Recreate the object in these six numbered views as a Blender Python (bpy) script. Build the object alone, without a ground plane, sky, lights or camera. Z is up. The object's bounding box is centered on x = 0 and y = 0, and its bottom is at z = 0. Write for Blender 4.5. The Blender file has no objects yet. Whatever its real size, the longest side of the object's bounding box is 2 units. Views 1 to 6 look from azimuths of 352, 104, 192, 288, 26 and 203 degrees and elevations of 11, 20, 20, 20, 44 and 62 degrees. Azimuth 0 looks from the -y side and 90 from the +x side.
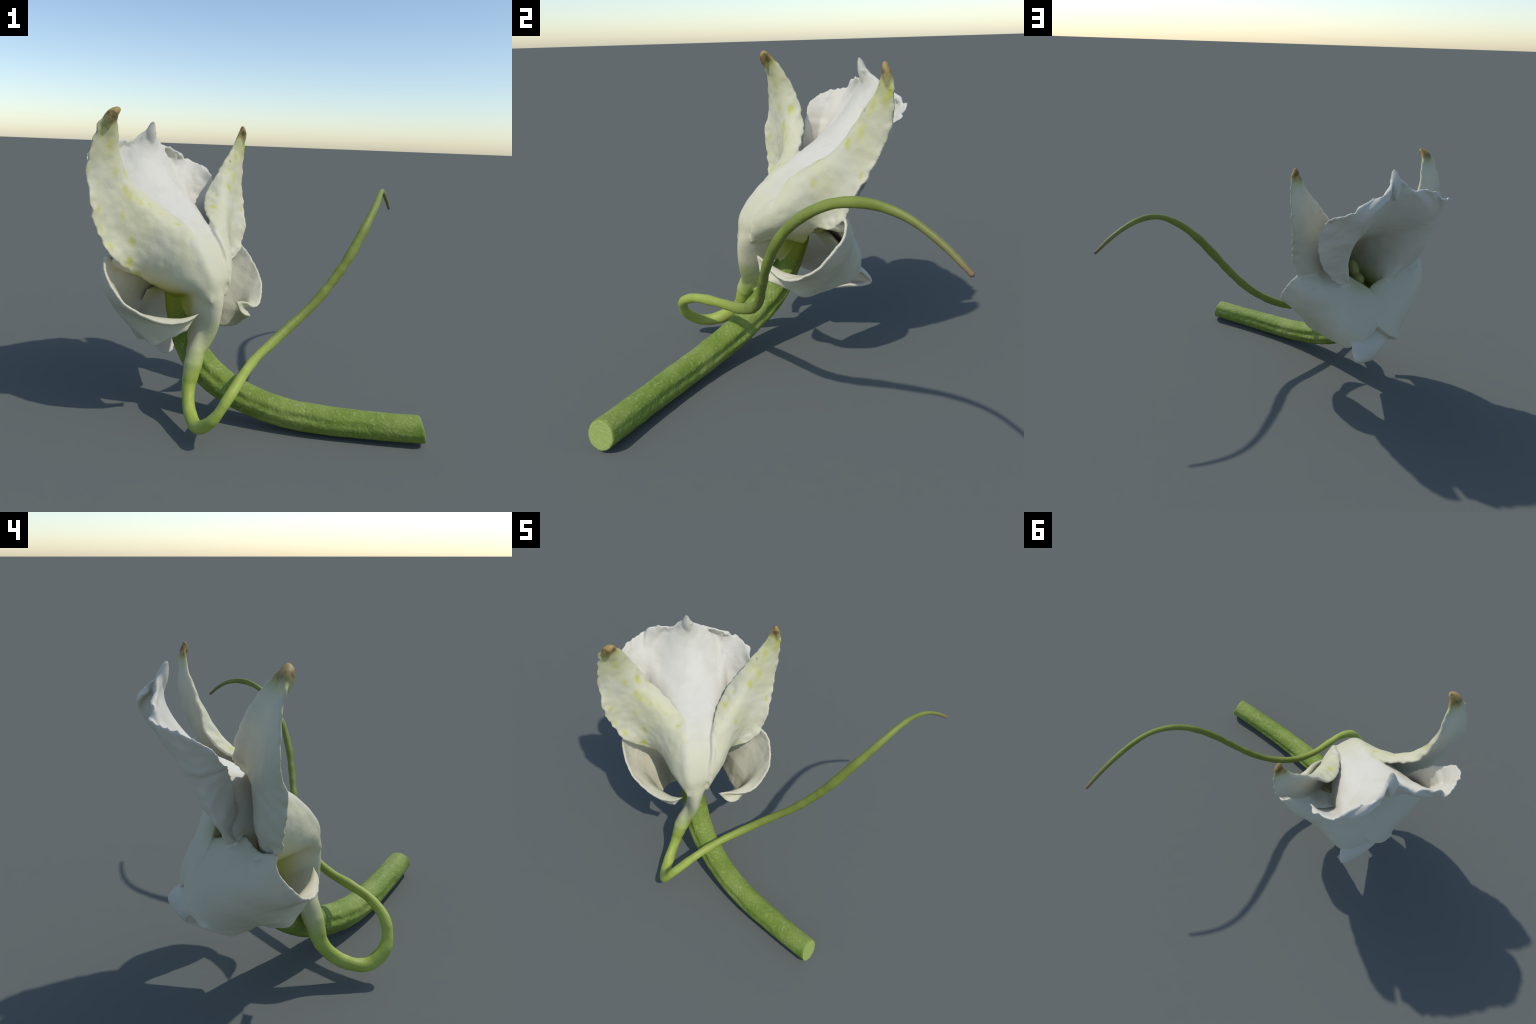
"""A white orchid flower with a long green nectar spur on a cut green stalk.

The bloom is described in its own frame: first axis across the flower, second
axis the way it faces, third axis up.  Every petal is a smooth sheet spanned by
a small net of control points; sheets, funnel, spur and stalk are fused into
one skin and then cut into the named organs.
"""
import bpy, bmesh, math, random
import numpy as np
from mathutils import Vector, noise
from mathutils.bvhtree import BVHTree

random.seed(7)
VOXEL = 0.0055

# ------------------------------------------------------------------ control nets
# left lateral sepal: rows tip to base, columns outer edge to inner edge
SEPAL_L = [
    [(-0.41, -0.048, 1.597), (-0.411, -0.048, 1.597), (-0.409, -0.048, 1.597), (-0.409, -0.048, 1.597), (-0.408, -0.048, 1.597)],
    [(-0.476, -0.033, 1.578), (-0.457, -0.024, 1.572), (-0.43, -0.021, 1.566), (-0.409, -0.012, 1.56), (-0.396, 0.002, 1.559)],
    [(-0.52, 0.015, 1.475), (-0.491, 0.011, 1.486), (-0.434, 0.009, 1.485), (-0.386, 0.029, 1.474), (-0.351, 0.069, 1.465)],
    [(-0.557, 0.027, 1.296), (-0.506, 0.03, 1.315), (-0.409, 0.033, 1.327), (-0.34, 0.058, 1.317), (-0.298, 0.123, 1.287)],
    [(-0.55, -0.004, 1.113), (-0.472, 0.029, 1.116), (-0.336, 0.031, 1.147), (-0.245, 0.028, 1.159), (-0.167, 0.081, 1.149)],
    [(-0.506, -0.023, 0.939), (-0.413, 0.057, 0.969), (-0.253, -0.008, 1.012), (-0.152, -0.077, 1.046), (-0.059, -0.048, 1.055)],
    [(-0.382, -0.007, 0.802), (-0.293, 0.025, 0.848), (-0.169, -0.127, 0.901), (-0.103, -0.224, 0.942), (-0.053, -0.212, 0.957)],
    [(-0.209, 0.017, 0.717), (-0.212, -0.071, 0.741), (-0.176, -0.237, 0.777), (-0.124, -0.325, 0.805), (-0.055, -0.334, 0.814)],
    [(-0.123, -0.005, 0.654), (-0.172, -0.114, 0.66), (-0.164, -0.259, 0.691), (-0.142, -0.352, 0.702), (-0.066, -0.388, 0.702)],
    [(-0.08, -0.019, 0.611), (-0.059, -0.08, 0.62), (-0.017, -0.214, 0.676), (-0.108, -0.326, 0.651), (-0.087, -0.389, 0.638)],
]

# right lateral sepal: rows tip to base, columns outer edge to inner edge
SEPAL_R = [
    [(0.556, 0.099, 1.559), (0.556, 0.099, 1.559), (0.554, 0.1, 1.56), (0.554, 0.101, 1.56), (0.553, 0.101, 1.56)],
    [(0.591, 0.116, 1.509), (0.571, 0.114, 1.504), (0.553, 0.115, 1.51), (0.539, 0.115, 1.511), (0.527, 0.111, 1.506)],
    [(0.602, 0.142, 1.393), (0.561, 0.116, 1.394), (0.521, 0.108, 1.414), (0.49, 0.109, 1.419), (0.462, 0.106, 1.405)],
    [(0.576, 0.126, 1.213), (0.517, 0.089, 1.224), (0.443, 0.064, 1.258), (0.39, 0.066, 1.273), (0.343, 0.096, 1.276)],
    [(0.534, 0.039, 1.06), (0.468, 0.057, 1.071), (0.356, -0.007, 1.112), (0.283, -0.024, 1.12), (0.237, 0.079, 1.121)],
    [(0.498, -0.023, 0.898), (0.417, 0.039, 0.941), (0.274, -0.097, 0.999), (0.19, -0.149, 1.025), (0.13, -0.065, 1.058)],
    [(0.374, -0.048, 0.758), (0.317, -0.011, 0.811), (0.226, -0.147, 0.867), (0.179, -0.23, 0.904), (0.12, -0.203, 0.946)],
    [(0.175, -0.057, 0.755), (0.189, -0.079, 0.751), (0.184, -0.196, 0.769), (0.177, -0.295, 0.787), (0.094, -0.327, 0.818)],
    [(0.114, -0.043, 0.655), (0.113, -0.1, 0.675), (0.105, -0.208, 0.703), (0.11, -0.306, 0.715), (0.045, -0.366, 0.717)],
    [(0.071, -0.04, 0.611), (0.042, -0.089, 0.619), (-0.007, -0.2, 0.667), (0.055, -0.308, 0.66), (0.053, -0.364, 0.647)],
]

# right petal: rows throat to curled tip, columns upper edge to lower edge
PETAL_R = [
    [(0.131, 0.075, 0.83), (0.066, 0.076, 0.795), (-0.082, 0.173, 0.702), (0.002, 0.278, 0.503), (0.184, 0.26, 0.42), (0.188, 0.186, 0.388)],
    [(0.176, -0.012, 0.833), (0.179, 0.081, 0.78), (0.124, 0.175, 0.698), (0.165, 0.272, 0.582), (0.23, 0.244, 0.476), (0.201, 0.141, 0.384)],
    [(0.33, 0.003, 0.894), (0.342, 0.1, 0.779), (0.28, 0.118, 0.669), (0.26, 0.165, 0.58), (0.251, 0.135, 0.485), (0.211, 0.054, 0.386)],
    [(0.539, -0.033, 0.808), (0.474, 0.035, 0.714), (0.391, 0.027, 0.612), (0.336, 0.032, 0.536), (0.291, -0.007, 0.463), (0.249, -0.076, 0.374)],
    [(0.493, -0.208, 0.599), (0.453, -0.127, 0.587), (0.411, -0.104, 0.539), (0.367, -0.104, 0.499), (0.324, -0.139, 0.461), (0.296, -0.194, 0.413)],
    [(0.317, -0.317, 0.513), (0.337, -0.251, 0.533), (0.34, -0.221, 0.518), (0.323, -0.222, 0.502), (0.296, -0.252, 0.494), (0.269, -0.302, 0.494)],
    [(0.175, -0.358, 0.602), (0.212, -0.32, 0.574), (0.233, -0.302, 0.55), (0.239, -0.305, 0.531), (0.232, -0.328, 0.522), (0.218, -0.371, 0.521)],
    [(0.105, -0.352, 0.623), (0.112, -0.353, 0.612), (0.126, -0.354, 0.593), (0.145, -0.357, 0.563), (0.16, -0.358, 0.544), (0.165, -0.359, 0.534)],
]

# left petal: rows throat to curled tip, columns upper edge to lower edge
PETAL_L = [
    [(-0.144, 0.078, 0.785), (-0.059, 0.074, 0.771), (0.093, 0.134, 0.724), (0.023, 0.302, 0.52), (-0.119, 0.277, 0.433), (-0.184, 0.233, 0.419)],
    [(-0.172, 0.047, 0.832), (-0.175, 0.1, 0.78), (-0.118, 0.167, 0.694), (-0.13, 0.246, 0.546), (-0.172, 0.235, 0.448), (-0.189, 0.204, 0.399)],
    [(-0.348, 0.034, 0.874), (-0.355, 0.112, 0.785), (-0.303, 0.17, 0.676), (-0.266, 0.197, 0.547), (-0.234, 0.166, 0.436), (-0.199, 0.122, 0.329)],
    [(-0.518, 0.007, 0.84), (-0.489, 0.073, 0.746), (-0.41, 0.106, 0.648), (-0.346, 0.11, 0.544), (-0.278, 0.067, 0.459), (-0.201, 0.009, 0.395)],
    [(-0.429, -0.136, 0.611), (-0.437, -0.06, 0.622), (-0.396, -0.022, 0.588), (-0.353, -0.018, 0.525), (-0.311, -0.052, 0.457), (-0.282, -0.103, 0.389)],
    [(-0.309, -0.269, 0.536), (-0.327, -0.194, 0.557), (-0.32, -0.152, 0.548), (-0.301, -0.143, 0.512), (-0.272, -0.169, 0.467), (-0.236, -0.217, 0.417)],
    [(-0.167, -0.345, 0.544), (-0.205, -0.285, 0.551), (-0.222, -0.25, 0.542), (-0.227, -0.24, 0.516), (-0.218, -0.251, 0.491), (-0.197, -0.276, 0.476)],
    [(-0.105, -0.323, 0.591), (-0.113, -0.321, 0.578), (-0.129, -0.318, 0.557), (-0.154, -0.314, 0.523), (-0.17, -0.31, 0.501), (-0.178, -0.309, 0.489)],
]

# lip: rows throat to fan edge, columns left margin to right margin
LIP = [
    [(-0.15, 0.059, 0.8), (-0.147, 0.047, 0.766), (-0.143, -0.01, 0.718), (-0.119, -0.087, 0.691), (-0.115, -0.203, 0.676), (-0.082, -0.309, 0.645), (-0.021, -0.364, 0.615), (0.062, -0.279, 0.656), (0.088, -0.19, 0.677), (0.103, -0.076, 0.699), (0.123, 0.009, 0.722), (0.14, 0.065, 0.769), (0.149, 0.089, 0.791)],
    [(-0.163, 0.063, 0.845), (-0.229, 0.118, 0.838), (-0.201, 0.079, 0.848), (-0.102, 0.178, 0.738), (-0.099, -0.059, 0.678), (-0.105, -0.418, 0.706), (-0.039, -0.402, 0.711), (0.056, -0.391, 0.703), (0.117, -0.122, 0.727), (0.153, 0.153, 0.779), (0.173, 0.136, 0.836), (0.191, 0.112, 0.833), (0.199, 0.096, 0.792)],
    [(-0.182, 0.07, 0.937), (-0.321, 0.204, 0.904), (-0.303, 0.142, 0.932), (-0.168, 0.125, 0.868), (-0.118, -0.066, 0.82), (-0.095, -0.362, 0.866), (-0.013, -0.302, 0.864), (0.087, -0.321, 0.852), (0.147, -0.09, 0.859), (0.189, 0.147, 0.898), (0.23, 0.152, 0.945), (0.257, 0.135, 0.914), (0.276, 0.103, 0.839)],
    [(-0.249, 0.096, 1.056), (-0.329, 0.225, 1.026), (-0.31, 0.231, 1.03), (-0.21, 0.232, 0.983), (-0.138, 0.06, 0.971), (-0.078, -0.152, 1.011), (0.003, -0.108, 0.998), (0.118, -0.118, 1.005), (0.176, 0.041, 1.02), (0.226, 0.224, 1.058), (0.279, 0.236, 1.068), (0.324, 0.189, 1.024), (0.367, 0.127, 0.947)],
    [(-0.298, 0.137, 1.183), (-0.347, 0.245, 1.157), (-0.322, 0.278, 1.158), (-0.246, 0.288, 1.137), (-0.184, 0.214, 1.114), (-0.113, 0.128, 1.118), (0.011, 0.125, 1.138), (0.162, 0.13, 1.112), (0.18, 0.222, 1.122), (0.241, 0.323, 1.19), (0.307, 0.311, 1.192), (0.366, 0.236, 1.146), (0.417, 0.143, 1.078)],
    [(-0.399, 0.195, 1.264), (-0.38, 0.277, 1.259), (-0.328, 0.322, 1.267), (-0.26, 0.341, 1.273), (-0.233, 0.346, 1.255), (-0.176, 0.352, 1.251), (0.012, 0.274, 1.328), (0.209, 0.349, 1.25), (0.218, 0.367, 1.236), (0.29, 0.359, 1.3), (0.352, 0.335, 1.292), (0.393, 0.269, 1.253), (0.423, 0.189, 1.213)],
    [(-0.409, 0.253, 1.337), (-0.379, 0.306, 1.337), (-0.323, 0.362, 1.348), (-0.256, 0.397, 1.377), (-0.227, 0.4, 1.379), (-0.167, 0.418, 1.383), (0.025, 0.312, 1.503), (0.22, 0.415, 1.387), (0.266, 0.418, 1.353), (0.341, 0.372, 1.359), (0.386, 0.357, 1.331), (0.407, 0.299, 1.307), (0.414, 0.247, 1.285)],
    [(-0.393, 0.297, 1.36), (-0.377, 0.326, 1.373), (-0.322, 0.394, 1.373), (-0.226, 0.43, 1.421), (-0.126, 0.361, 1.459), (-0.018, 0.367, 1.441), (0.033, 0.276, 1.597), (0.062, 0.363, 1.435), (0.136, 0.382, 1.441), (0.251, 0.355, 1.395), (0.349, 0.39, 1.33), (0.402, 0.317, 1.321), (0.426, 0.289, 1.309)],
]

SEPAL_L_EDGES = [
    ('v0', [(-0.411, -0.048, 1.597), (-0.488, -0.021, 1.55), (-0.518, 0.009, 1.461), (-0.54, 0.022, 1.364), (-0.553, 0.02, 1.266), (-0.551, 0.003, 1.168), (-0.535, -0.007, 1.07), (-0.507, -0.009, 0.975), (-0.461, -0.025, 0.889), (-0.38, -0.01, 0.815), (-0.284, 0.01, 0.749), (-0.2, 0, 0.7), (-0.12, -0, 0.655), (-0.08, -0.02, 0.61)]),
    ('v1', [(-0.408, -0.048, 1.597), (-0.387, 0.016, 1.538), (-0.355, 0.059, 1.464), (-0.325, 0.092, 1.386), (-0.293, 0.109, 1.302), (-0.243, 0.103, 1.227), (-0.18, 0.077, 1.168), (-0.126, 0.027, 1.115), (-0.08, -0.031, 1.064), (-0.06, -0.112, 1.02), (-0.055, -0.212, 0.945), (-0.055, -0.31, 0.84), (-0.065, -0.377, 0.72), (-0.085, -0.39, 0.64)]),
]

SEPAL_R_EDGES = [
    ('v0', [(0.556, 0.099, 1.559), (0.594, 0.122, 1.475), (0.595, 0.135, 1.379), (0.586, 0.131, 1.282), (0.567, 0.106, 1.19), (0.548, 0.068, 1.103), (0.526, 0.024, 1.019), (0.493, -0.016, 0.936), (0.456, -0.029, 0.848), (0.4, -0.04, 0.79), (0.342, -0.058, 0.765), (0.27, -0.06, 0.758), (0.18, -0.05, 0.72), (0.11, -0.045, 0.66), (0.07, -0.04, 0.61)]),
    ('v1', [(0.553, 0.101, 1.56), (0.494, 0.11, 1.454), (0.419, 0.102, 1.358), (0.338, 0.091, 1.267), (0.267, 0.086, 1.168), (0.196, 0.024, 1.096), (0.14, -0.073, 1.048), (0.118, -0.168, 0.976), (0.115, -0.252, 0.888), (0.09, -0.305, 0.84), (0.06, -0.355, 0.74), (0.05, -0.365, 0.65)]),
]

PETAL_R_EDGES = [
    ('v0', [(0.13, 0.07, 0.83), (0.2, 0.015, 0.845), (0.27, -0.025, 0.855), (0.34, -0.005, 0.862), (0.4, -0.015, 0.855), (0.455, -0.02, 0.85), (0.499, -0.05, 0.789), (0.51, -0.105, 0.725), (0.5, -0.159, 0.66), (0.464, -0.211, 0.602), (0.408, -0.258, 0.561), (0.336, -0.299, 0.541), (0.26, -0.33, 0.56), (0.186, -0.349, 0.597), (0.105, -0.352, 0.622)]),
    ('v1', [(0.188, 0.184, 0.389), (0.205, 0.106, 0.384), (0.221, 0.028, 0.382), (0.239, -0.049, 0.383), (0.269, -0.119, 0.385), (0.29, -0.189, 0.414), (0.278, -0.25, 0.458), (0.251, -0.329, 0.502), (0.208, -0.36, 0.52), (0.166, -0.359, 0.534)]),
]

PETAL_L_EDGES = [
    ('v0', [(-0.14, 0.075, 0.785), (-0.22, 0.045, 0.85), (-0.3, 0.035, 0.84), (-0.376, 0.03, 0.85), (-0.455, -0.005, 0.872), (-0.468, 0, 0.822), (-0.47, -0.038, 0.752), (-0.453, -0.09, 0.689), (-0.422, -0.142, 0.632), (-0.376, -0.195, 0.585), (-0.318, -0.246, 0.552), (-0.252, -0.295, 0.542), (-0.178, -0.33, 0.554), (-0.105, -0.323, 0.59)]),
    ('v1', [(-0.184, 0.235, 0.418), (-0.192, 0.176, 0.379), (-0.2, 0.111, 0.353), (-0.201, 0.043, 0.364), (-0.222, -0.014, 0.397), (-0.258, -0.076, 0.395), (-0.266, -0.143, 0.39), (-0.238, -0.199, 0.423), (-0.211, -0.256, 0.456), (-0.178, -0.309, 0.49)]),
]

LIP_EDGES = [
    ('v0', [(-0.15, 0.06, 0.8), (-0.19, 0.072, 0.945), (-0.25, 0.1, 1.065), (-0.28, 0.119, 1.127), (-0.32, 0.151, 1.204), (-0.358, 0.173, 1.226), (-0.404, 0.218, 1.299), (-0.394, 0.296, 1.361)]),
    ('v1', [(0.149, 0.09, 0.79), (0.242, 0.1, 0.814), (0.347, 0.12, 0.925), (0.4, 0.14, 1.03), (0.412, 0.15, 1.1), (0.423, 0.18, 1.175), (0.415, 0.222, 1.255), (0.425, 0.288, 1.31)]),
    ('u1', [(-0.396, 0.297, 1.36), (-0.337, 0.372, 1.38), (-0.255, 0.421, 1.398), (-0.174, 0.394, 1.448), (-0.112, 0.367, 1.455), (-0.062, 0.359, 1.44), (-0.006, 0.345, 1.49), (0.028, 0.297, 1.557), (0.06, 0.33, 1.492), (0.085, 0.376, 1.425), (0.135, 0.38, 1.443), (0.175, 0.362, 1.431), (0.258, 0.368, 1.382), (0.347, 0.374, 1.339), (0.426, 0.289, 1.31)]),
]

# dorsal sepal: rows throat to tip, columns right edge, middle, left edge
DORSAL = [
    [(0.15, 0.09, 0.64), (0.0, 0.10, 0.65), (-0.15, 0.09, 0.63)],
    [(0.165, 0.18, 0.52), (0.01, 0.22, 0.54), (-0.14, 0.19, 0.51)],
    [(0.175, 0.235, 0.45), (0.05, 0.262, 0.47), (-0.13, 0.225, 0.435)],
    [(0.20, 0.28, 0.405), (0.09, 0.30, 0.43), (-0.06, 0.26, 0.41)],
    [(0.205, 0.325, 0.36), (0.125, 0.33, 0.352), (0.03, 0.275, 0.32)],
    [(0.17, 0.28, 0.34), (0.09, 0.26, 0.31), (0.0, 0.21, 0.29)],
    [(0.13, 0.19, 0.34), (0.03, 0.17, 0.30), (-0.08, 0.14, 0.29)],
    [(0.06, 0.10, 0.315), (-0.03, 0.09, 0.28), (-0.11, 0.08, 0.29)],
    [(0.0, 0.045, 0.255), (-0.04, 0.035, 0.238), (-0.08, 0.045, 0.255)],
]

# nectar spur: centre (world), radius across the view from behind, radius the other way
SPUR = [
    ((-0.368, -0.255, 0.54), .012, .02), ((-0.378, -0.273, 0.455), .036, .05), ((-0.402, -0.307, 0.385), .045, .053), ((-0.426, -0.348, 0.305), .047, .050),
    ((-0.448, -0.397, 0.191), .034, .037), ((-0.441, -0.498, 0.114), .032, .037),
    ((-0.405, -0.616, 0.095), .032, .035), ((-0.339, -0.691, 0.168), .028, .033),
    ((-0.267, -0.674, 0.269), .027, .028), ((-0.199, -0.588, 0.332), .027, .025),
    ((-0.140, -0.478, 0.357), .027, .024), ((-0.078, -0.367, 0.370), .027, .024),
    ((-0.001, -0.268, 0.392), .028, .022), ((0.087, -0.186, 0.436), .028, .022),
    ((0.181, -0.123, 0.495), .027, .021), ((0.275, -0.076, 0.567), .028, .021),
    ((0.361, -0.040, 0.654), .029, .020), ((0.440, -0.007, 0.750), .029, .020),
    ((0.512, 0.030, 0.848), .030, .020), ((0.579, 0.078, 0.946), .029, .020),
    ((0.645, 0.140, 1.036), .026, .019), ((0.708, 0.221, 1.112), .023, .017),
    ((0.764, 0.321, 1.167), .020, .015), ((0.817, 0.436, 1.184), .018, .014),
    ((0.873, 0.548, 1.162), .016, .013), ((0.933, 0.647, 1.109), .014, .012),
    ((0.991, 0.736, 1.038), .010, .010),
]

# stalk: centre (world), radius
STALK = [
    ((-0.518, -0.045, 0.69), .050), ((-0.515, -0.054, 0.613), .062), ((-0.480, -0.112, 0.451), .073),
    ((-0.415, -0.178, 0.316), .083), ((-0.325, -0.256, 0.222), .083), ((-0.211, -0.331, 0.155), .079),
    ((-0.071, -0.411, 0.110), .077), ((0.078, -0.481, 0.085), .075), ((0.233, -0.541, 0.077), .074),
    ((0.392, -0.592, 0.076), .071), ((0.552, -0.640, 0.077), .070), ((0.713, -0.684, 0.082), .069),
]

# funnel behind the throat: height, across min/max, facing min/max (flower frame)
FUNNEL = [
    (0.80, -0.05, -0.01, -0.24, -0.20), (0.785, -0.08, 0.03, -0.30, -0.17), (0.75, -0.115, 0.06, -0.345, -0.16),
    (0.70, -0.115, 0.06, -0.380, -0.17), (0.66, -0.105, 0.045, -0.396, -0.17), (0.62, -0.095, 0.03, -0.402, -0.17),
    (0.58, -0.092, 0.015, -0.403, -0.17), (0.52, -0.090, 0.0, -0.400, -0.175), (0.46, -0.102, -0.018, -0.388, -0.19),
    (0.41, -0.125, -0.04, -0.372, -0.21), (0.36, -0.16, -0.065, -0.355, -0.235),
]


def world(p):
    """Flower frame to world."""
    p = np.asarray(p, float)
    return np.stack([.8 * p[..., 0] - .6 * p[..., 1] - .5, .6 * p[..., 0] + .8 * p[..., 1], p[..., 2]], -1)


def basis(n, t):
    """Clamped cubic B-spline basis."""
    k = min(3, n - 1)
    kn = np.concatenate([[0.] * k, np.linspace(0, 1, n - k + 1), [1.] * k])
    t = np.clip(t, 0, 1 - 1e-9)
    N = [((t >= kn[i]) & (t < kn[i + 1])).astype(float) for i in range(len(kn) - 1)]
    for d in range(1, k + 1):
        M = []
        for i in range(len(kn) - d - 1):
            a = np.zeros_like(t)
            if kn[i + d] > kn[i]:
                a = a + (t - kn[i]) / (kn[i + d] - kn[i]) * N[i]
            if kn[i + d + 1] > kn[i + 1]:
                a = a + (kn[i + d + 1] - t) / (kn[i + d + 1] - kn[i + 1]) * N[i + 1]
            M.append(a)
        N = M
    return np.array(N).T


def catmull(pts, m):
    """Smooth curve through the points (rows may hold any number of values)."""
    p = np.asarray(pts, float)
    p = np.vstack([2 * p[0] - p[1], p, 2 * p[-1] - p[-2]])
    t = np.linspace(0, len(p) - 3 - 1e-6, m)
    i = t.astype(int); f = (t - i)[:, None]
    a, b, c, d = p[i], p[i + 1], p[i + 2], p[i + 3]
    return .5 * (2 * b + (c - a) * f + (2 * a - 5 * b + 4 * c - d) * f ** 2 + (3 * b - a - 3 * c + d) * f ** 3)


def even(c, m):
    """Resample a polyline at equal steps."""
    s = np.concatenate([[0], np.cumsum(np.linalg.norm(np.diff(c, axis=0), axis=1))])
    return np.stack([np.interp(np.linspace(0, s[-1], m), s, c[:, i]) for i in range(c.shape[1])], -1)


def fbm(p, scale, seed=0.):
    return np.array([noise.noise(Vector((q[0] * scale + seed, q[1] * scale - seed, q[2] * scale + 2 * seed))) for q in p])


def quad_grid(nu, nv, off=0):
    return [(off + i * nv + j, off + i * nv + j + 1, off + (i + 1) * nv + j + 1, off + (i + 1) * nv + j)
            for i in range(nu - 1) for j in range(nv - 1)]


def normals_of(S):
    du = np.gradient(S, axis=0); dv = np.gradient(S, axis=1)
    n = np.cross(du, dv)
    # collapsed rows (petal tips) borrow the neighbouring normal
    l = np.linalg.norm(n, axis=2, keepdims=True)
    n = n / (l + 1e-12)
    if l[0].max() < 1e-7: n[0] = n[1]
    return n


def sheet(net, edges=(), nu=90, nv=70, thick=.017, rim=.010, ripple=.0, seed=1., rim_ends=(False, True), flesh=0., frill=0., folds=0.):
    """Closed petal sheet from a control net; returns verts, faces, mid surface verts, mid faces."""
    net = world(np.array(net))
    u = np.linspace(0, 1, nu); v = np.linspace(0, 1, nv)
    S = np.einsum('ua,abc,vb->uvc', basis(net.shape[0], u), net, basis(net.shape[1], v))
    for side, pts in edges:
        # let the drawn edge line win over the net near the rim
        e = world(even(catmull(pts, 400), nu if side in ('v0', 'v1') else nv))
        if side == 'v0': S = S + ((e - S[:, 0])[:, None]) * (np.clip(1 - v / .3, 0, 1) ** 2)[None, :, None]
        if side == 'v1': S = S + ((e - S[:, -1])[:, None]) * (np.clip(1 - (1 - v) / .3, 0, 1) ** 2)[None, :, None]
        if side == 'u1': S = S + ((e - S[-1])[None]) * (np.clip(1 - (1 - u) / .3, 0, 1) ** 2)[:, None, None]
    N = normals_of(S)
    edge = np.minimum(v, 1 - v)[None, :] * np.ones((nu, 1))
    if rim_ends[0]: edge = np.minimum(edge, u[:, None])
    if rim_ends[1]: edge = np.minimum(edge, 1 - u[:, None])
    w = np.clip(edge / .16, 0, 1)
    if ripple:
        n1 = fbm(S.reshape(-1, 3), 11., seed).reshape(nu, nv) + .6 * fbm(S.reshape(-1, 3), 27., seed + 3).reshape(nu, nv)
        S = S + N * (n1 * ripple * (1 - .62 * w))[..., None]
        n2 = .7 * fbm(S.reshape(-1, 3), 17., seed + 9).reshape(nu, nv) + .7 * fbm(S.reshape(-1, 3), 36., seed + 7).reshape(nu, nv)
        across = np.gradient(S, axis=1); across /= np.linalg.norm(across, axis=2, keepdims=True) + 1e-9
        S = S + across * (n2 * ripple * (1 - w))[..., None]
        N = normals_of(S)
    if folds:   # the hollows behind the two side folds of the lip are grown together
        bump = (np.exp(-((v - .27) / .12) ** 2) + .62 * np.exp(-((v - .75) / .12) ** 2))[None] * (np.clip((u - .03) / .1, 0, 1) * np.clip((.85 - u) / .4, 0, 1))[:, None] * folds
        back = world((0, -1, 0)) - world((0, 0, 0))
        if (N[:, nv // 2] @ back).mean() < 0: N = -N
    if frill:   # crimped free edge
        c = fbm(S[-1], 20., seed + 21) + .6 * fbm(S[-1], 45., seed + 22); d = fbm(S[-1], 22., seed + 31) + .5 * fbm(S[-1], 48., seed + 33)
        fall = np.clip(1 - (1 - u) / .14, 0, 1)[:, None, None] ** 1.5
        out = np.gradient(S, axis=0); out /= np.linalg.norm(out, axis=2, keepdims=True) + 1e-9
        S = S + fall * (out * (c * frill)[None, :, None] + N * (d * frill * 1.1)[None, :, None])
        N = normals_of(S)
    t = (rim + (thick - rim) * w)[..., None] * .5
    if folds:
        if (N[:, nv // 2] @ back).mean() < 0: N = -N
        S = S + N * (bump * .5)[..., None]; t = t + (bump * .5)[..., None]
    if flesh:
        # fleshy towards the base: thicken on the side that faces forward
        body = np.clip((u - .08) / .5, 0, 1)[:, None] * np.clip(edge / .28, 0, 1) * flesh
        ahead = world((0, 1, 0)) - world((0, 0, 0))
        if (N[:nu // 2] @ ahead).mean() < 0: N = -N
        if flesh < 0:   # petals are fleshy behind the flat of the blade
            body = np.clip((.62 - u) / .25, 0, 1)[:, None] * np.clip(np.minimum(v, 1 - v)[None] / .25, 0, 1) * -flesh; N = -N
        S = S + N * (body * .5)[..., None]
        t = t + (body * .5)[..., None]
    A = (S + N * t).reshape(-1, 3); B = (S - N * t).reshape(-1, 3)
    m = nu * nv
    F = quad_grid(nu, nv) + [f[::-1] for f in quad_grid(nu, nv, m)]
    ring = [j for j in range(nv)] + [i * nv + nv - 1 for i in range(1, nu)] + \
           [(nu - 1) * nv + j for j in range(nv - 2, -1, -1)] + [i * nv for i in range(nu - 2, 0, -1)]
    for a, b in zip(ring, ring[1:] + ring[:1]):
        F.append((b, a, a + m, b + m))
    return np.vstack([A, B]), F, S.reshape(-1, 3), quad_grid(nu, nv)


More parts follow.
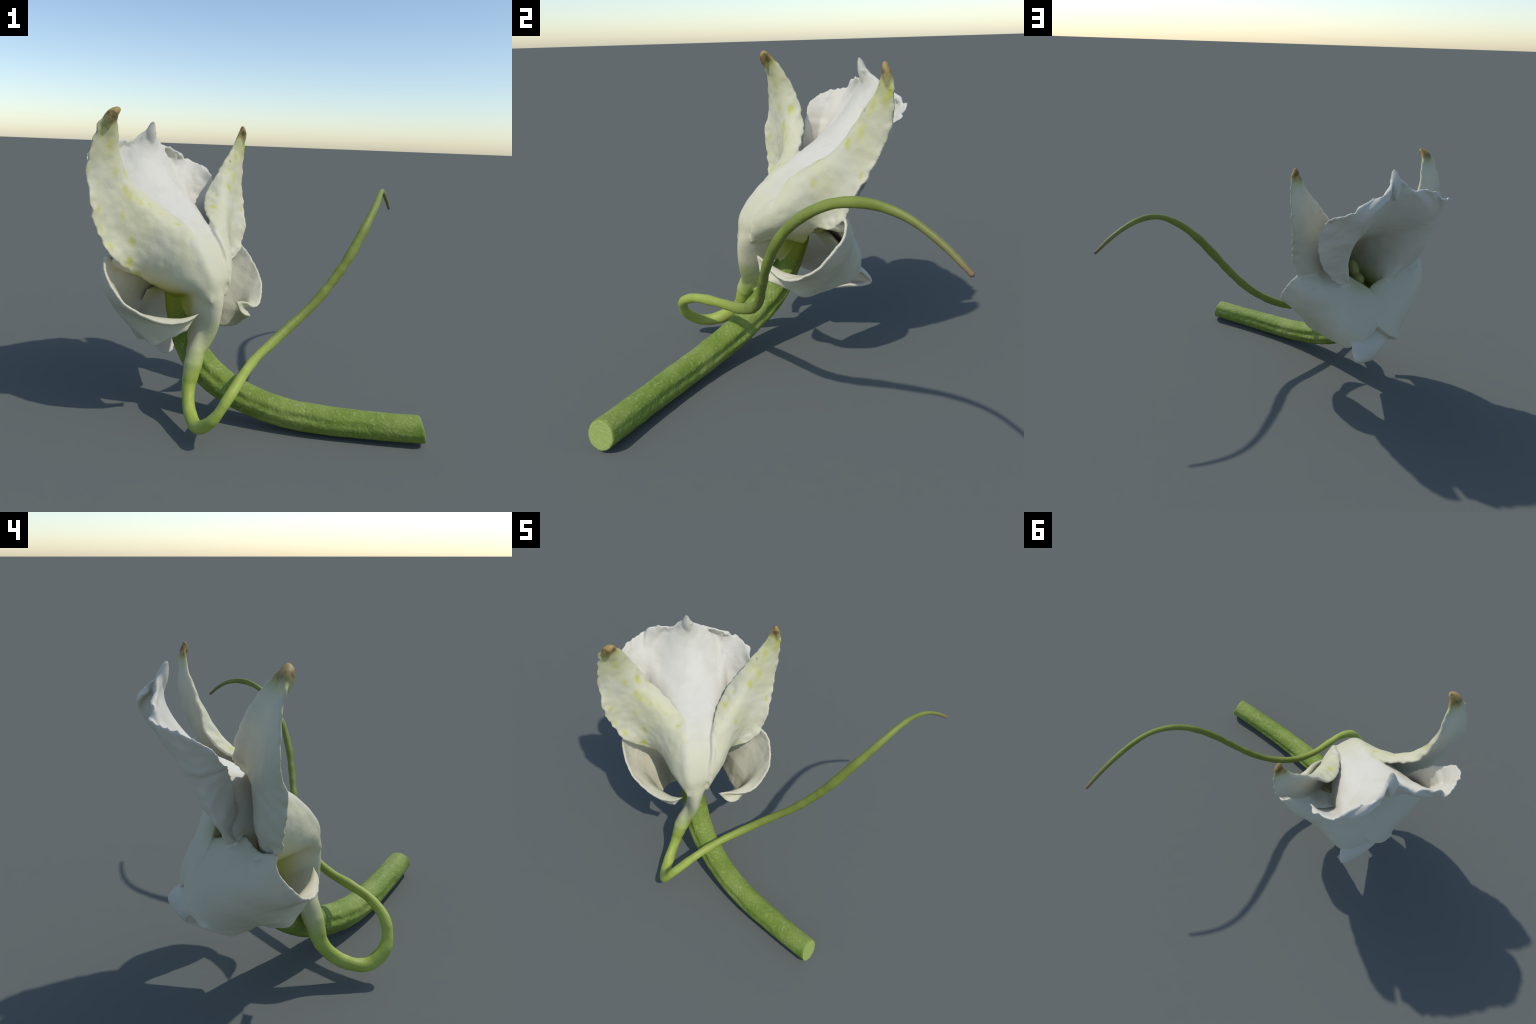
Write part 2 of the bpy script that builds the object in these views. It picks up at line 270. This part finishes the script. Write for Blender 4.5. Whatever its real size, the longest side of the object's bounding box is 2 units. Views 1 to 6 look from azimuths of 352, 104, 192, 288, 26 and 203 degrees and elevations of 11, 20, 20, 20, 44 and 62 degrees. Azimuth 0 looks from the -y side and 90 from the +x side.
def tube(centres, r1, r2, side, seg=28, shape=None):
    """Closed tube along centres; side = reference axis for the first radius."""
    C = np.asarray(centres); T = np.gradient(C, axis=0); T /= np.linalg.norm(T, axis=1, keepdims=True)
    side = np.asarray(side, float)
    if side.ndim == 1: side = np.repeat(side[None], len(C), 0)
    A = np.cross(T, side); A /= np.linalg.norm(A, axis=1, keepdims=True) + 1e-9
    for i in range(1, len(A)):
        if (A[i] * A[i - 1]).sum() < 0: A[i] *= -1
    Bn = np.cross(T, A)
    th = np.linspace(0, 2 * math.pi, seg, endpoint=False)
    V = []
    for i in range(len(C)):
        k = np.ones(seg) if shape is None else shape(i, th, A[i], Bn[i])
        V.append(C[i] + k[:, None] * (r1[i] * np.cos(th)[:, None] * A[i] + r2[i] * np.sin(th)[:, None] * Bn[i]))
    n = len(C); V = np.vstack(V + [C[:1], C[-1:]])
    F = [(i * seg + j, i * seg + (j + 1) % seg, (i + 1) * seg + (j + 1) % seg, (i + 1) * seg + j) for i in range(n - 1) for j in range(seg)]
    F += [(n * seg, (j + 1) % seg, j) for j in range(seg)]
    F += [(n * seg + 1, (n - 1) * seg + j, (n - 1) * seg + (j + 1) % seg) for j in range(seg)]
    return V, F


def frame_tube(centres, r, up, seg, shape):
    return tube(centres, r, r, up, seg, shape)


# ------------------------------------------------------------------ the pieces
pieces = {}     # organ -> (verts, faces) solids that are fused
guides = {}     # organ -> (verts, faces) surfaces that decide which organ a face belongs to


def add(organ, solid, guide=None):
    pieces.setdefault(organ, []).append(solid)
    guides.setdefault(organ, []).append(guide or solid)


def add_sheet(organ, net, **k):
    V, F, S, G = sheet(net, **k)
    add(organ, (V, F), (S, G))


add_sheet('lip', LIP, edges=LIP_EDGES, frill=.020, folds=.05, nu=100, nv=150, ripple=.009, seed=2.)
add_sheet('lateral_sepal', SEPAL_L, edges=SEPAL_L_EDGES, ripple=.012, seed=5., rim_ends=(False, False), thick=.020, rim=.012, flesh=.030)
add_sheet('lateral_sepal.001', SEPAL_R, edges=SEPAL_R_EDGES, ripple=.012, seed=8., rim_ends=(False, False), thick=.020, rim=.012, flesh=.036)
add_sheet('petal', PETAL_L, edges=PETAL_L_EDGES, flesh=-.03, thick=.026, rim=.014, ripple=.006, seed=11., rim_ends=(False, True))
add_sheet('petal.001', PETAL_R, edges=PETAL_R_EDGES, flesh=-.03, thick=.026, rim=.014, ripple=.006, seed=14., rim_ends=(False, True))
add_sheet('dorsal_sepal', DORSAL, nu=70, nv=40, thick=.026, ripple=.004, seed=17., rim_ends=(False, True))

# margin of the left petal tucked under towards the stalk
add_sheet('petal', [[(-.19, .235, .425), (-.197, .176, .385), (-.203, .11, .358), (-.205, .04, .368)],
                    [(-.14, .23, .42), (-.14, .17, .385), (-.14, .11, .365), (-.14, .05, .37)],
                    [(-.055, .215, .425), (-.045, .16, .40), (-.035, .11, .39), (-.035, .06, .395)]], nu=30, nv=30, seed=23.)

# shelves that close the slot between each lateral sepal and the petal below it
add_sheet('petal.001', [[(.40, -.04, .79), (.40, .0, .78), (.39, .06, .785)],
                        [(.345, -.055, .77), (.34, .0, .765), (.33, .07, .775)], [(.28, -.055, .758), (.27, .0, .755), (.26, .08, .77)]], nu=30, nv=24, seed=27.)
add_sheet('petal', [[(-.435, -.015, .85), (-.43, .02, .83), (-.42, .06, .83)], [(-.37, .0, .80), (-.36, .04, .785), (-.35, .09, .79)],
                    [(-.29, .01, .758), (-.28, .05, .75), (-.26, .12, .76)]], nu=30, nv=24, seed=29.)

# funnel: ellipses stacked downwards, running into the spur
sec = catmull(FUNNEL, 30)
th = np.linspace(0, 2 * math.pi, 40, endpoint=False)
V = []
for z, x0, x1, y0, y1 in sec:
    V.append(world(np.stack([(x0 + x1) / 2 + (x1 - x0) / 2 * np.cos(th), (y0 + y1) / 2 + (y1 - y0) / 2 * np.sin(th), np.full(40, z)], -1)))
n = len(V)
V = np.vstack(V + [V[0].mean(0)[None], V[-1].mean(0)[None]])
F = [(i * 40 + j, (i + 1) * 40 + j, (i + 1) * 40 + (j + 1) % 40, i * 40 + (j + 1) % 40) for i in range(n - 1) for j in range(40)]
F += [(n * 40, j, (j + 1) % 40) for j in range(40)] + [(n * 40 + 1, (n - 1) * 40 + (j + 1) % 40, (n - 1) * 40 + j) for j in range(40)]
add('nectar_spur', (V, F))

sp = catmull([c + (a, b) for c, a, b in SPUR], 300)
wob = 1 + .10 * fbm(sp[:, :3], 14., 4.) + .055 * fbm(sp[:, :3], 34., 1.)
add('nectar_spur', tube(sp[:, :3], sp[:, 3] * wob, sp[:, 4] * wob, (0., 1., 0.), 28))

st = catmull([c + (r,) for c, r in STALK], 260)
along = np.linspace(0, 1, len(st))


def ribs(i, a, A, Bn):
    """Furrows along the flanks of the stalk (given by the way they face), low ribs and pimples."""
    s = along[i]; fade = .12 + .88 * min(1, (1 - s) / .55)
    k = 1 + .012 * np.cos(6 * a + 1.)
    for face, w, d in FURROWS:
        c = math.atan2(float(np.dot(face, Bn)), float(np.dot(face, A)))
        c += .12 * noise.noise(Vector((s * 9, w * 50, 0.)))
        dd = (a - c + math.pi) % (2 * math.pi) - math.pi
        depth = d * fade * (.75 + .6 * noise.noise(Vector((s * 22, 3., w * 40))))
        k = k - depth * np.exp(-(dd / w) ** 2) + depth * .35 * np.exp(-((abs(dd) - 2.1 * w) / w) ** 2)
    k = k + .03 * np.array([noise.noise(Vector((math.cos(t) * 2.2, math.sin(t) * 2.2, s * 24))) for t in a])
    k = k + .026 * np.array([noise.noise(Vector((math.cos(t) * 5, math.sin(t) * 5, s * 60 + 9))) for t in a])
    return k


FURROWS = [((-.15, -.93, .30), .17, .15), ((-.3, -.75, -.45), .15, .09), ((.25, .9, .25), .17, .15), ((.1, .8, -.35), .14, .08)]
SV, SF = tube(st[:, :3], st[:, 3], st[:, 3], (.3, .9, .35), 60, ribs)
way = st[-1, :3] - st[-4, :3]; way /= np.linalg.norm(way)
for i in range(len(st) - 26, len(st)):       # slanting cut
    lean = (i - (len(st) - 27)) / 26.
    ring = slice(i * 60, i * 60 + 60)
    d = SV[ring] - st[i, :3]
    SV[ring] += way * (lean * (-.22 * d[:, 2] - .10 * d[:, 1]))[:, None]
add('flower_stalk', (SV, SF))


def blob(centre, r, axis):
    c = np.asarray(centre); a = np.asarray(axis, float)
    t = np.linspace(-.97, .97, 14)
    return tube(np.array([c + a * s for s in t]), r * np.sqrt(1 - t ** 2), r * np.sqrt(1 - t ** 2), (1., 0., 0.), 24)


# thick hooked tips of the two lateral sepals
for organ, pts in (('lateral_sepal', ((-.47, -.012, 1.52, .022), (-.452, -.035, 1.56, .027), (-.43, -.048, 1.585, .022), (-.408, -.052, 1.60, .011))),
                   ('lateral_sepal.001', ((.572, .112, 1.46, .012), (.570, .108, 1.50, .020), (.562, .102, 1.53, .018), (.555, .1, 1.562, .010)))):
    bk = catmull([world(q[:3]).tolist() + [q[3]] for q in pts], 20)
    add(organ, tube(bk[:, :3], bk[:, 3], bk[:, 3], (0., 1., 0.), 18))

# beak at the middle of the lip's free edge
bk = catmull([world(q).tolist() + [r] for q, r in (((.03, .345, 1.39), .008), ((.03, .335, 1.44), .026), ((.026, .318, 1.495), .030), ((.028, .302, 1.54), .019), ((.028, .295, 1.56), .010))], 24)
add('lip', tube(bk[:, :3], bk[:, 3], bk[:, 3] * .8, (0., 1., 0.), 20))

# column in the throat: stout foot and rounded anther cap
foot = world(np.array([(.0, -.06, .69), (.005, -.03, .755), (.01, -.075, .82)]))
add('column', blob(foot[0], .055, foot[1] - foot[0]))
add('column', blob(foot[1], .046, world(np.array((.012, .025, .775))) - foot[1]))
add('column', blob(foot[2], .036, (foot[2] - foot[1]) * .8))



def egg(centre, half):
    z = np.linspace(-.985, .985, 22)
    V = [np.stack([centre[0] + half[0] * math.sqrt(1 - k * k) * np.cos(th), centre[1] + half[1] * math.sqrt(1 - k * k) * np.sin(th), np.full(40, centre[2] + half[2] * k)], -1) for k in z[::-1]]
    V = world(np.vstack(V + [V[0].mean(0)[None], V[-1].mean(0)[None]])); n = 22
    F = [(i * 40 + j, (i + 1) * 40 + j, (i + 1) * 40 + (j + 1) % 40, i * 40 + (j + 1) % 40) for i in range(n - 1) for j in range(40)]
    F += [(n * 40, j, (j + 1) % 40) for j in range(40)] + [(n * 40 + 1, (n - 1) * 40 + (j + 1) % 40, (n - 1) * 40 + j) for j in range(40)]
    return V, F


add('nectar_spur', egg((-.03, -.14, .64), (.036, .16, .14)))      # web between spur and stalk
add('petal.001', egg((.35, -.0, .80), (.085, .05, .045)))
sm = catmull([world(q[:3]).tolist() + [q[3]] for q in ((.13, -.10, 1.015, .004), (.115, -.175, .965, .012), (.107, -.25, .89, .016), (.085, -.31, .82, .017), (.06, -.35, .73, .012))], 40)
add('lip', tube(sm[:, :3], sm[:, 3], sm[:, 3], (1., 0., 0.), 14))     # right sepal grown onto the lip low down
add('column', egg((.05, .015, .70), (.09, .07, .035)))            # floor of the throat

# ------------------------------------------------------------------ fuse
V, F, o = [], [], 0
for organ, lst in pieces.items():
    for v, f in lst:
        V.append(v); F += [tuple(i + o for i in q) for q in f]; o += len(v)
me = bpy.data.meshes.new('skin'); me.from_pydata(np.vstack(V).tolist(), [], F); me.update()
bm = bmesh.new(); bm.from_mesh(me); bmesh.ops.remove_doubles(bm, verts=bm.verts, dist=1e-6)
bm.to_mesh(me); bm.free()
ob = bpy.data.objects.new('skin', me); bpy.context.scene.collection.objects.link(ob)
md = ob.modifiers.new('fuse', 'REMESH'); md.mode = 'VOXEL'; md.voxel_size = VOXEL
dg = bpy.context.evaluated_depsgraph_get()
skin = bpy.data.meshes.new_from_object(ob.evaluated_get(dg))
bpy.data.objects.remove(ob); bpy.data.meshes.remove(me)

nv = len(skin.vertices)
co = np.empty(nv * 3); skin.vertices.foreach_get('co', co); co = co.reshape(-1, 3)
ed = np.empty(len(skin.edges) * 2, int); skin.edges.foreach_get('vertices', ed); ed = ed.reshape(-1, 2)
deg = np.bincount(ed.ravel(), minlength=nv)[:, None].astype(float)


def relax(p, lam):
    s = np.stack([np.bincount(ed[:, 0], p[ed[:, 1], c], nv) + np.bincount(ed[:, 1], p[ed[:, 0], c], nv) for c in range(3)], -1)
    return p + lam * (s / deg - p)


for _ in range(7):
    co = relax(relax(co, .55), -.50)
for _ in range(2):
    co = relax(co, .5)
# melt the joints where the organs meet behind the throat
q = np.stack([.8 * (co[:, 0] + .5) + .6 * co[:, 1], -.6 * (co[:, 0] + .5) + .8 * co[:, 1], co[:, 2]], -1)
melt = np.clip(1.6 - 1.6 * np.linalg.norm((q - (-.04, -.25, .61)) / (.27, .25, .33), axis=1) ** 2, 0, 1)[:, None]
hot = np.nonzero(melt[:, 0] > 0)[0]
near_hot = melt[ed, 0].max(1) > 0
he = ed[near_hot]; ids = np.unique(he); lut = np.full(nv, -1); lut[ids] = np.arange(len(ids)); he = lut[he]
hd = np.maximum(np.bincount(he.ravel(), minlength=len(ids)), 1)[:, None].astype(float); hm = melt[ids]; hp = co[ids]
for k in range(120):
    for lam in (.6, -.56 if k > 22 else 0.):
        s = np.stack([np.bincount(he[:, 0], hp[he[:, 1], c], len(ids)) + np.bincount(he[:, 1], hp[he[:, 0], c], len(ids)) for c in range(3)], -1)
        hp = hp + hm * lam * (s / hd - hp)
co[ids] = hp
co[:, 2] -= co[:, 2].min()
skin.vertices.foreach_set('co', co.ravel()); skin.update()

# ------------------------------------------------------------------ which organ is each face
trees, order = [], []
for organ, lst in guides.items():
    gv, gf, o = [], [], 0
    for v, f in lst:
        gv.append(v); gf += [tuple(i + o for i in q) for q in f]; o += len(v)
    trees.append(BVHTree.FromPolygons([Vector(q) for q in np.vstack(gv)], gf)); order.append(organ)
nf = len(skin.polygons)
cen = np.empty(nf * 3); skin.polygons.foreach_get('center', cen); cen = cen.reshape(-1, 3)
bias = {'column': .004, 'nectar_spur': .006}
dist = np.empty((len(order), nf))
for k, t in enumerate(trees):
    b = bias.get(order[k], 0.)
    if order[k] in ('flower_stalk', 'nectar_spur', 'column'):
        b += .008
    for i, c in enumerate(cen):
        r = t.find_nearest(Vector(c), .09)
        dist[k, i] = (r[3] - b) if r[0] is not None else 9.
owner = dist.argmin(0)

# tidy the borders: majority vote among neighbouring faces
fv = np.array([p.vertices[:] for p in skin.polygons])
for _ in range(6):
    cnt = np.zeros((nv, len(order)))
    for c in range(4): np.add.at(cnt, (fv[:, c], owner), 1)
    owner = cnt[fv].sum(1).argmax(1)

vn = np.empty(nv * 3); skin.vertices.foreach_get('normal', vn); vn = vn.reshape(-1, 3)

# ------------------------------------------------------------------ materials
class Graph:
    """Small helper for building shader node chains."""

    def __init__(self, name, rough=.55):
        self.mat = bpy.data.materials.new(name); self.mat.use_nodes = True
        self.nt = self.mat.node_tree
        self.bsdf = self.nt.nodes['Principled BSDF']
        self.bsdf.inputs['Roughness'].default_value = rough
        self.bsdf.inputs['Specular IOR Level'].default_value = .25
        self.co = self.nt.nodes.new('ShaderNodeTexCoord').outputs['Object']

    def put(self, node, key, value):
        s = node.inputs[key]
        if isinstance(value, bpy.types.NodeSocket): self.nt.links.new(value, s)
        else: s.default_value = value

    def math(self, op, a, b=0., clamp=False):
        n = self.nt.nodes.new('ShaderNodeMath'); n.operation = op; n.use_clamp = clamp
        self.put(n, 0, a); self.put(n, 1, b)
        return n.outputs[0]

    def ramp(self, x, lo, hi, a=0., b=1.):
        n = self.nt.nodes.new('ShaderNodeMapRange'); n.interpolation_type = 'SMOOTHSTEP'
        for k, v in ((0, x), (1, lo), (2, hi), (3, a), (4, b)): self.put(n, k, v)
        return n.outputs[0]

    def noise(self, scale, detail=3., stretch=None, vec=None):
        n = self.nt.nodes.new('ShaderNodeTexNoise')
        v = vec or self.co
        if stretch:
            mp = self.nt.nodes.new('ShaderNodeMapping'); mp.inputs['Scale'].default_value = stretch
            self.put(mp, 'Vector', v); v = mp.outputs[0]
        self.put(n, 'Vector', v); n.inputs['Scale'].default_value = scale; n.inputs['Detail'].default_value = detail
        return n

    def warp(self, amount, scale):
        """Object coordinates shaken by noise, for ragged spot outlines."""
        n = self.noise(scale)
        s = self.nt.nodes.new('ShaderNodeVectorMath'); s.operation = 'MULTIPLY_ADD'
        self.put(s, 0, n.outputs['Color']); s.inputs[1].default_value = (amount,) * 3
        t = self.nt.nodes.new('ShaderNodeVectorMath'); t.operation = 'ADD'
        s.inputs[2].default_value = (-amount / 2,) * 3
        self.put(t, 0, s.outputs[0]); self.put(t, 1, self.co)
        return t.outputs[0]

    def near(self, point, r0, r1, squash=(1, 1, 1), vec=None):
        """1 within r0 of the world point, fading to 0 at r1."""
        mp = self.nt.nodes.new('ShaderNodeVectorMath'); mp.operation = 'SUBTRACT'
        self.put(mp, 0, vec or self.co); mp.inputs[1].default_value = tuple(point)
        m2 = self.nt.nodes.new('ShaderNodeVectorMath'); m2.operation = 'MULTIPLY'
        self.put(m2, 0, mp.outputs[0]); m2.inputs[1].default_value = squash
        l = self.nt.nodes.new('ShaderNodeVectorMath'); l.operation = 'LENGTH'
        self.put(l, 0, m2.outputs[0])
        return self.ramp(l.outputs['Value'], r0, r1, 1., 0.)

    def mix(self, f, a, b):
        n = self.nt.nodes.new('ShaderNodeMix'); n.data_type = 'RGBA'
        self.put(n, 0, f)
        for i, c in ((6, a), (7, b)): self.put(n, i, c if isinstance(c, bpy.types.NodeSocket) else (*c, 1.))
        return n.outputs[2]

    def bump(self, height, strength, dist=.004):
        n = self.nt.nodes.new('ShaderNodeBump'); n.inputs['Strength'].default_value = strength; n.inputs['Distance'].default_value = dist
        self.put(n, 'Height', height); self.put(self.bsdf, 'Normal', n.outputs[0])

    def done(self, colour):
        self.put(self.bsdf, 'Base Color', colour)
        return self.mat


WHITE = (.605, .575, .485)
CREAM = (.55, .525, .355)
SEPAL = (.545, .525, .34)
YELLOW_GREEN = (.42, .44, .05)
PIT = (.20, .235, .015)
OLIVE = (.17, .21, .035)
LIME = (.36, .43, .085)
BROWN = (.36, .25, .09)
DARK = (.15, .11, .04)
W_ = lambda *q: tuple(float(c) for c in world(q))
PIT_AT = W_(-.05, -.05, .61)
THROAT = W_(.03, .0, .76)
HEART = W_(0., -.30, .66)


def heart(g, col):
    """Yellow-green flush where all organs join the stalk and inside the throat."""
    v = g.warp(.05, 9.)
    col = g.mix(g.math('MULTIPLY', g.near(PIT_AT, .08, .26, vec=v), .9), col, YELLOW_GREEN)
    col = g.mix(g.near(PIT_AT, .03, .165, vec=v), col, PIT)
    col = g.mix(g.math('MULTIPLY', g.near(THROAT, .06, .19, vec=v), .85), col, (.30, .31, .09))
    return col


def grain(g, col, amount=.35, tone=(.51, .49, .39)):
    n = g.noise(9., 4.)
    col = g.mix(g.math('MULTIPLY', g.ramp(n.outputs['Fac'], .45, .75), amount), col, tone)
    n2 = g.noise(60., 3.); n3 = g.noise(24., 3.)
    g.bump(g.math('ADD', n2.outputs['Fac'], g.math('MULTIPLY', n3.outputs['Fac'], 1.6)), .35, .003)
    return col


def petal_mat(name, base, tips=()):
    g = Graph(name)
    col = g.mix(g.near(HEART, .12, .52), base, CREAM)
    col = grain(g, col)
    for p, r, c in tips:
        col = g.mix(g.near(p, r * .3, r, vec=g.warp(.02, 30.)), col, c)
    return g.done(heart(g, col))


def sepal_mat(name, spots, dots, tip):
    g = Graph(name)
    geo = g.nt.nodes.new('ShaderNodeNewGeometry')
    dt = g.nt.nodes.new('ShaderNodeVectorMath'); dt.operation = 'DOT_PRODUCT'
    g.put(dt, 0, geo.outputs['Normal']); dt.inputs[1].default_value = (.6, -.8, 0)
    outer = g.ramp(dt.outputs['Value'], -.35, .15)     # tinted, spotted back; plain inner face
    v = g.warp(.022, 38.)
    n = g.noise(5., 3.)
    col = g.mix(g.ramp(n.outputs['Fac'], .35, .7), SEPAL, (.56, .54, .40))
    col = g.mix(g.near(tip, .0, .42), col, (.50, .49, .265))
    col = g.mix(outer, (.55, .535, .42), col)
    col = g.mix(g.near(HEART, .10, .42), col, CREAM)
    col = grain(g, col, .25)
    f = None
    for (x, y, z, r, k) in spots:
        s = g.math('MULTIPLY', g.near(W_(x, y - .012, z), r * .12, r * 1.3, (1, 1, .62), v), k)
        f = s if f is None else g.math('MAXIMUM', f, s)
    col = g.mix(g.math('MULTIPLY', f, g.math('MULTIPLY', outer, .85)), col, (.465, .46, .035))
    f = None
    for (x, y, z, r) in dots:
        s = g.near(W_(x, y - .008, z), r * .2, r, (1, 1, 1), v)
        f = s if f is None else g.math('MAXIMUM', f, s)
    col = g.mix(g.math('MULTIPLY', f, g.math('MULTIPLY', outer, .7)), col, (.19, .16, .05))
    col = g.mix(g.math('MULTIPLY', g.near(tip, .03, .16, vec=v), .8), col, (.40, .41, .10))
    b = g.noise(26., 3.)
    col = g.mix(g.near(tip, .045, .105, vec=v), col, g.mix(g.ramp(b.outputs['Fac'], .45, .62), BROWN, DARK))
    return g.done(heart(g, col))


def stalk_mat():
    g = Graph('stalk_skin', .6)
    n = g.noise(7., 3.)
    col = g.mix(g.ramp(n.outputs['Fac'], .35, .65), (.15, .222, .026), (.21, .275, .052))
    w = g.noise(75., 2.); w2 = g.noise(16., 2.)
    f = g.math('MULTIPLY', g.ramp(w.outputs['Fac'], .48, .74), g.ramp(w2.outputs['Fac'], .30, .60))
    col = g.mix(g.math('MULTIPLY', f, .48), col, (.38, .43, .19))
    d = g.noise(70., 2.)
    col = g.mix(g.math('MULTIPLY', g.ramp(d.outputs['Fac'], .66, .78), .35), col, (.12, .13, .03))
    end = np.array(STALK[-1][0])
    cut = g.near(end + np.array((.03, -.012, -.004)), .03, .075, (1.5, .7, .7))
    nrm = g.nt.nodes.new('ShaderNodeNewGeometry')
    dt = g.nt.nodes.new('ShaderNodeVectorMath'); dt.operation = 'DOT_PRODUCT'
    g.put(dt, 0, nrm.outputs['Normal']); dt.inputs[1].default_value = (.96, -.26, .04)
    col = g.mix(g.math('MULTIPLY', g.ramp(dt.outputs['Value'], .75, .92), g.near(end, .10, .13)), col, (.29, .37, .10))
    g.bump(g.math('ADD', g.noise(38., 3.).outputs['Fac'], w.outputs['Fac']), .5, .006)
    v = g.warp(.05, 9.)
    col = g.mix(g.near(PIT_AT, .07, .20, vec=v), col, PIT)
    return g.done(col)


def spur_mat():
    g = Graph('spur_skin', .5)
    n = g.noise(10., 3., (1, 1, 1))
    lime = g.mix(g.ramp(n.outputs['Fac'], .4, .65), LIME, (.30, .37, .06))
    olive = g.mix(g.ramp(n.outputs['Fac'], .4, .65), OLIVE, (.20, .245, .045))
    bend = (-.40, -.52, .12)
    col = g.mix(g.near(bend, .22, .75), olive, lime)
    col = g.mix(g.math('MAXIMUM', g.near((-.70, -.20, .70), .36, .57), g.near(HEART, .13, .24)), col, CREAM)
    col = grain(g, col, .12, (.33, .34, .12))
    col = g.mix(g.near(SPUR[-1][0], .05, .38), col, (.20, .195, .065))
    col = g.mix(g.near(SPUR[-1][0], .015, .07), col, (.20, .14, .07))
    return g.done(heart(g, col))


SPOTS_LEFT = [(-.494, .002, 1.117, .022, .9), (-.483, -.008, 1.016, .024, .9), (-.441, -.006, .931, .021, .8), (-.331, .001, .825, .024, .9),
    (-.317, -.002, .934, .022, .7), (-.10, -.104, 1.032, .018, .9), (-.357, .015, 1.065, .018, .5), (-.513, .0, 1.354, .024, .8),
    (-.284, .01, .749, .026, 1.), (-.16, -.036, 1.079, .015, .5), (-.421, .005, 1.418, .034, .75), (-.542, .02, 1.304, .018, .8),
    (-.49, .005, 1.243, .024, .8), (-.27, .02, 1.152, .016, .5), (-.253, .01, 1.126, .018, .6), (-.333, .03, 1.20, .022, .7),
    (-.31, .025, 1.17, .022, .6), (-.389, .035, 1.29, .022, .6), (-.312, .07, 1.281, .026, .9), (-.204, .0, 1.118, .018, .4), (-.475, -.01, 1.47, .03, .5),
    (-.45, .0, 1.36, .02, .4), (-.46, .005, 1.30, .018, .4)]
DOTS_LEFT = [(-.45, -.01, 1.497, .013), (-.50, .0, 1.275, .012), (-.47, -.02, 1.525, .018), (-.44, -.01, 1.485, .010)]
SPOTS_RIGHT = [(.497, .091, 1.381, .028, .8), (.456, .053, 1.261, .034, .8), (.388, .034, 1.195, .022, .9), (.283, .027, 1.156, .018, .5),
    (.214, -.022, 1.094, .024, .8), (.501, .034, 1.066, .022, .8), (.28, -.088, .994, .022, .5), (.48, .08, 1.339, .02, .5),
    (.39, .06, 1.287, .018, .5), (.58, .123, 1.431, .024, 1.), (.56, .125, 1.403, .028, .7), (.42, .09, 1.28, .022, .6), (.30, .008, 1.08, .018, .4),
    (.20, -.037, .963, .026, .6), (.50, .10, 1.43, .022, .6), (.445, .06, 1.31, .02, .5)]
DOTS_RIGHT = [(.436, .085, 1.346, .011), (.53, .117, 1.301, .017), (.50, .10, 1.251, .014), (.56, .123, 1.248, .016), (.52, .10, 1.463, .014), (.53, .10, 1.50, .012), (.585, .123, 1.44, .009)]

white = petal_mat('petal_skin', WHITE, ((W_(.105, -.352, .622), .045, (.24, .11, .08)), (W_(.028, .296, 1.56), .03, (.42, .40, .30))))
cup = petal_mat('petal_cup_skin', (.565, .535, .41), ((W_(.105, -.352, .622), .045, (.24, .11, .08)),))  # base darkened to warm beige: partial shade inside the cups tinted into it
MATS = {
    'lip': white, 'petal': cup, 'petal.001': cup, 'dorsal_sepal': petal_mat('dorsal_sepal_skin', (.575, .55, .46)),
    'lateral_sepal': sepal_mat('left_sepal_skin', SPOTS_LEFT, DOTS_LEFT, W_(-.43, -.05, 1.60)),
    'lateral_sepal.001': sepal_mat('right_sepal_skin', SPOTS_RIGHT, DOTS_RIGHT, W_(.558, .10, 1.56)),
    'flower_stalk': stalk_mat(), 'nectar_spur': spur_mat(),
}
g = Graph('column_skin', .4)
MATS['column'] = g.done(g.mix(g.near(W_(.056, .10, .78), .02, .07), (.30, .31, .10), (.45, .44, .16)))


root = bpy.data.objects.new('white_orchid', None)
root.empty_display_size = .2
bpy.context.scene.collection.objects.link(root)
root['label'] = 'white orchid flower with long green spur on a cut stalk'
root['category'] = 'orchid flower'
for k, organ in enumerate(order):
    sel = fv[owner == k]
    if not len(sel): continue
    ids, inv = np.unique(sel, return_inverse=True); inv = inv.reshape(sel.shape)
    m = bpy.data.meshes.new(organ)
    m.from_pydata(co[ids].tolist(), [], inv.tolist()); m.update()
    m.polygons.foreach_set('use_smooth', [True] * len(m.polygons))
    m.normals_split_custom_set_from_vertices(vn[ids].tolist())
    m.materials.append(MATS[organ])
    c = bpy.data.objects.new(organ, m)
    bpy.context.scene.collection.objects.link(c); c.parent = root
bpy.data.meshes.remove(skin)
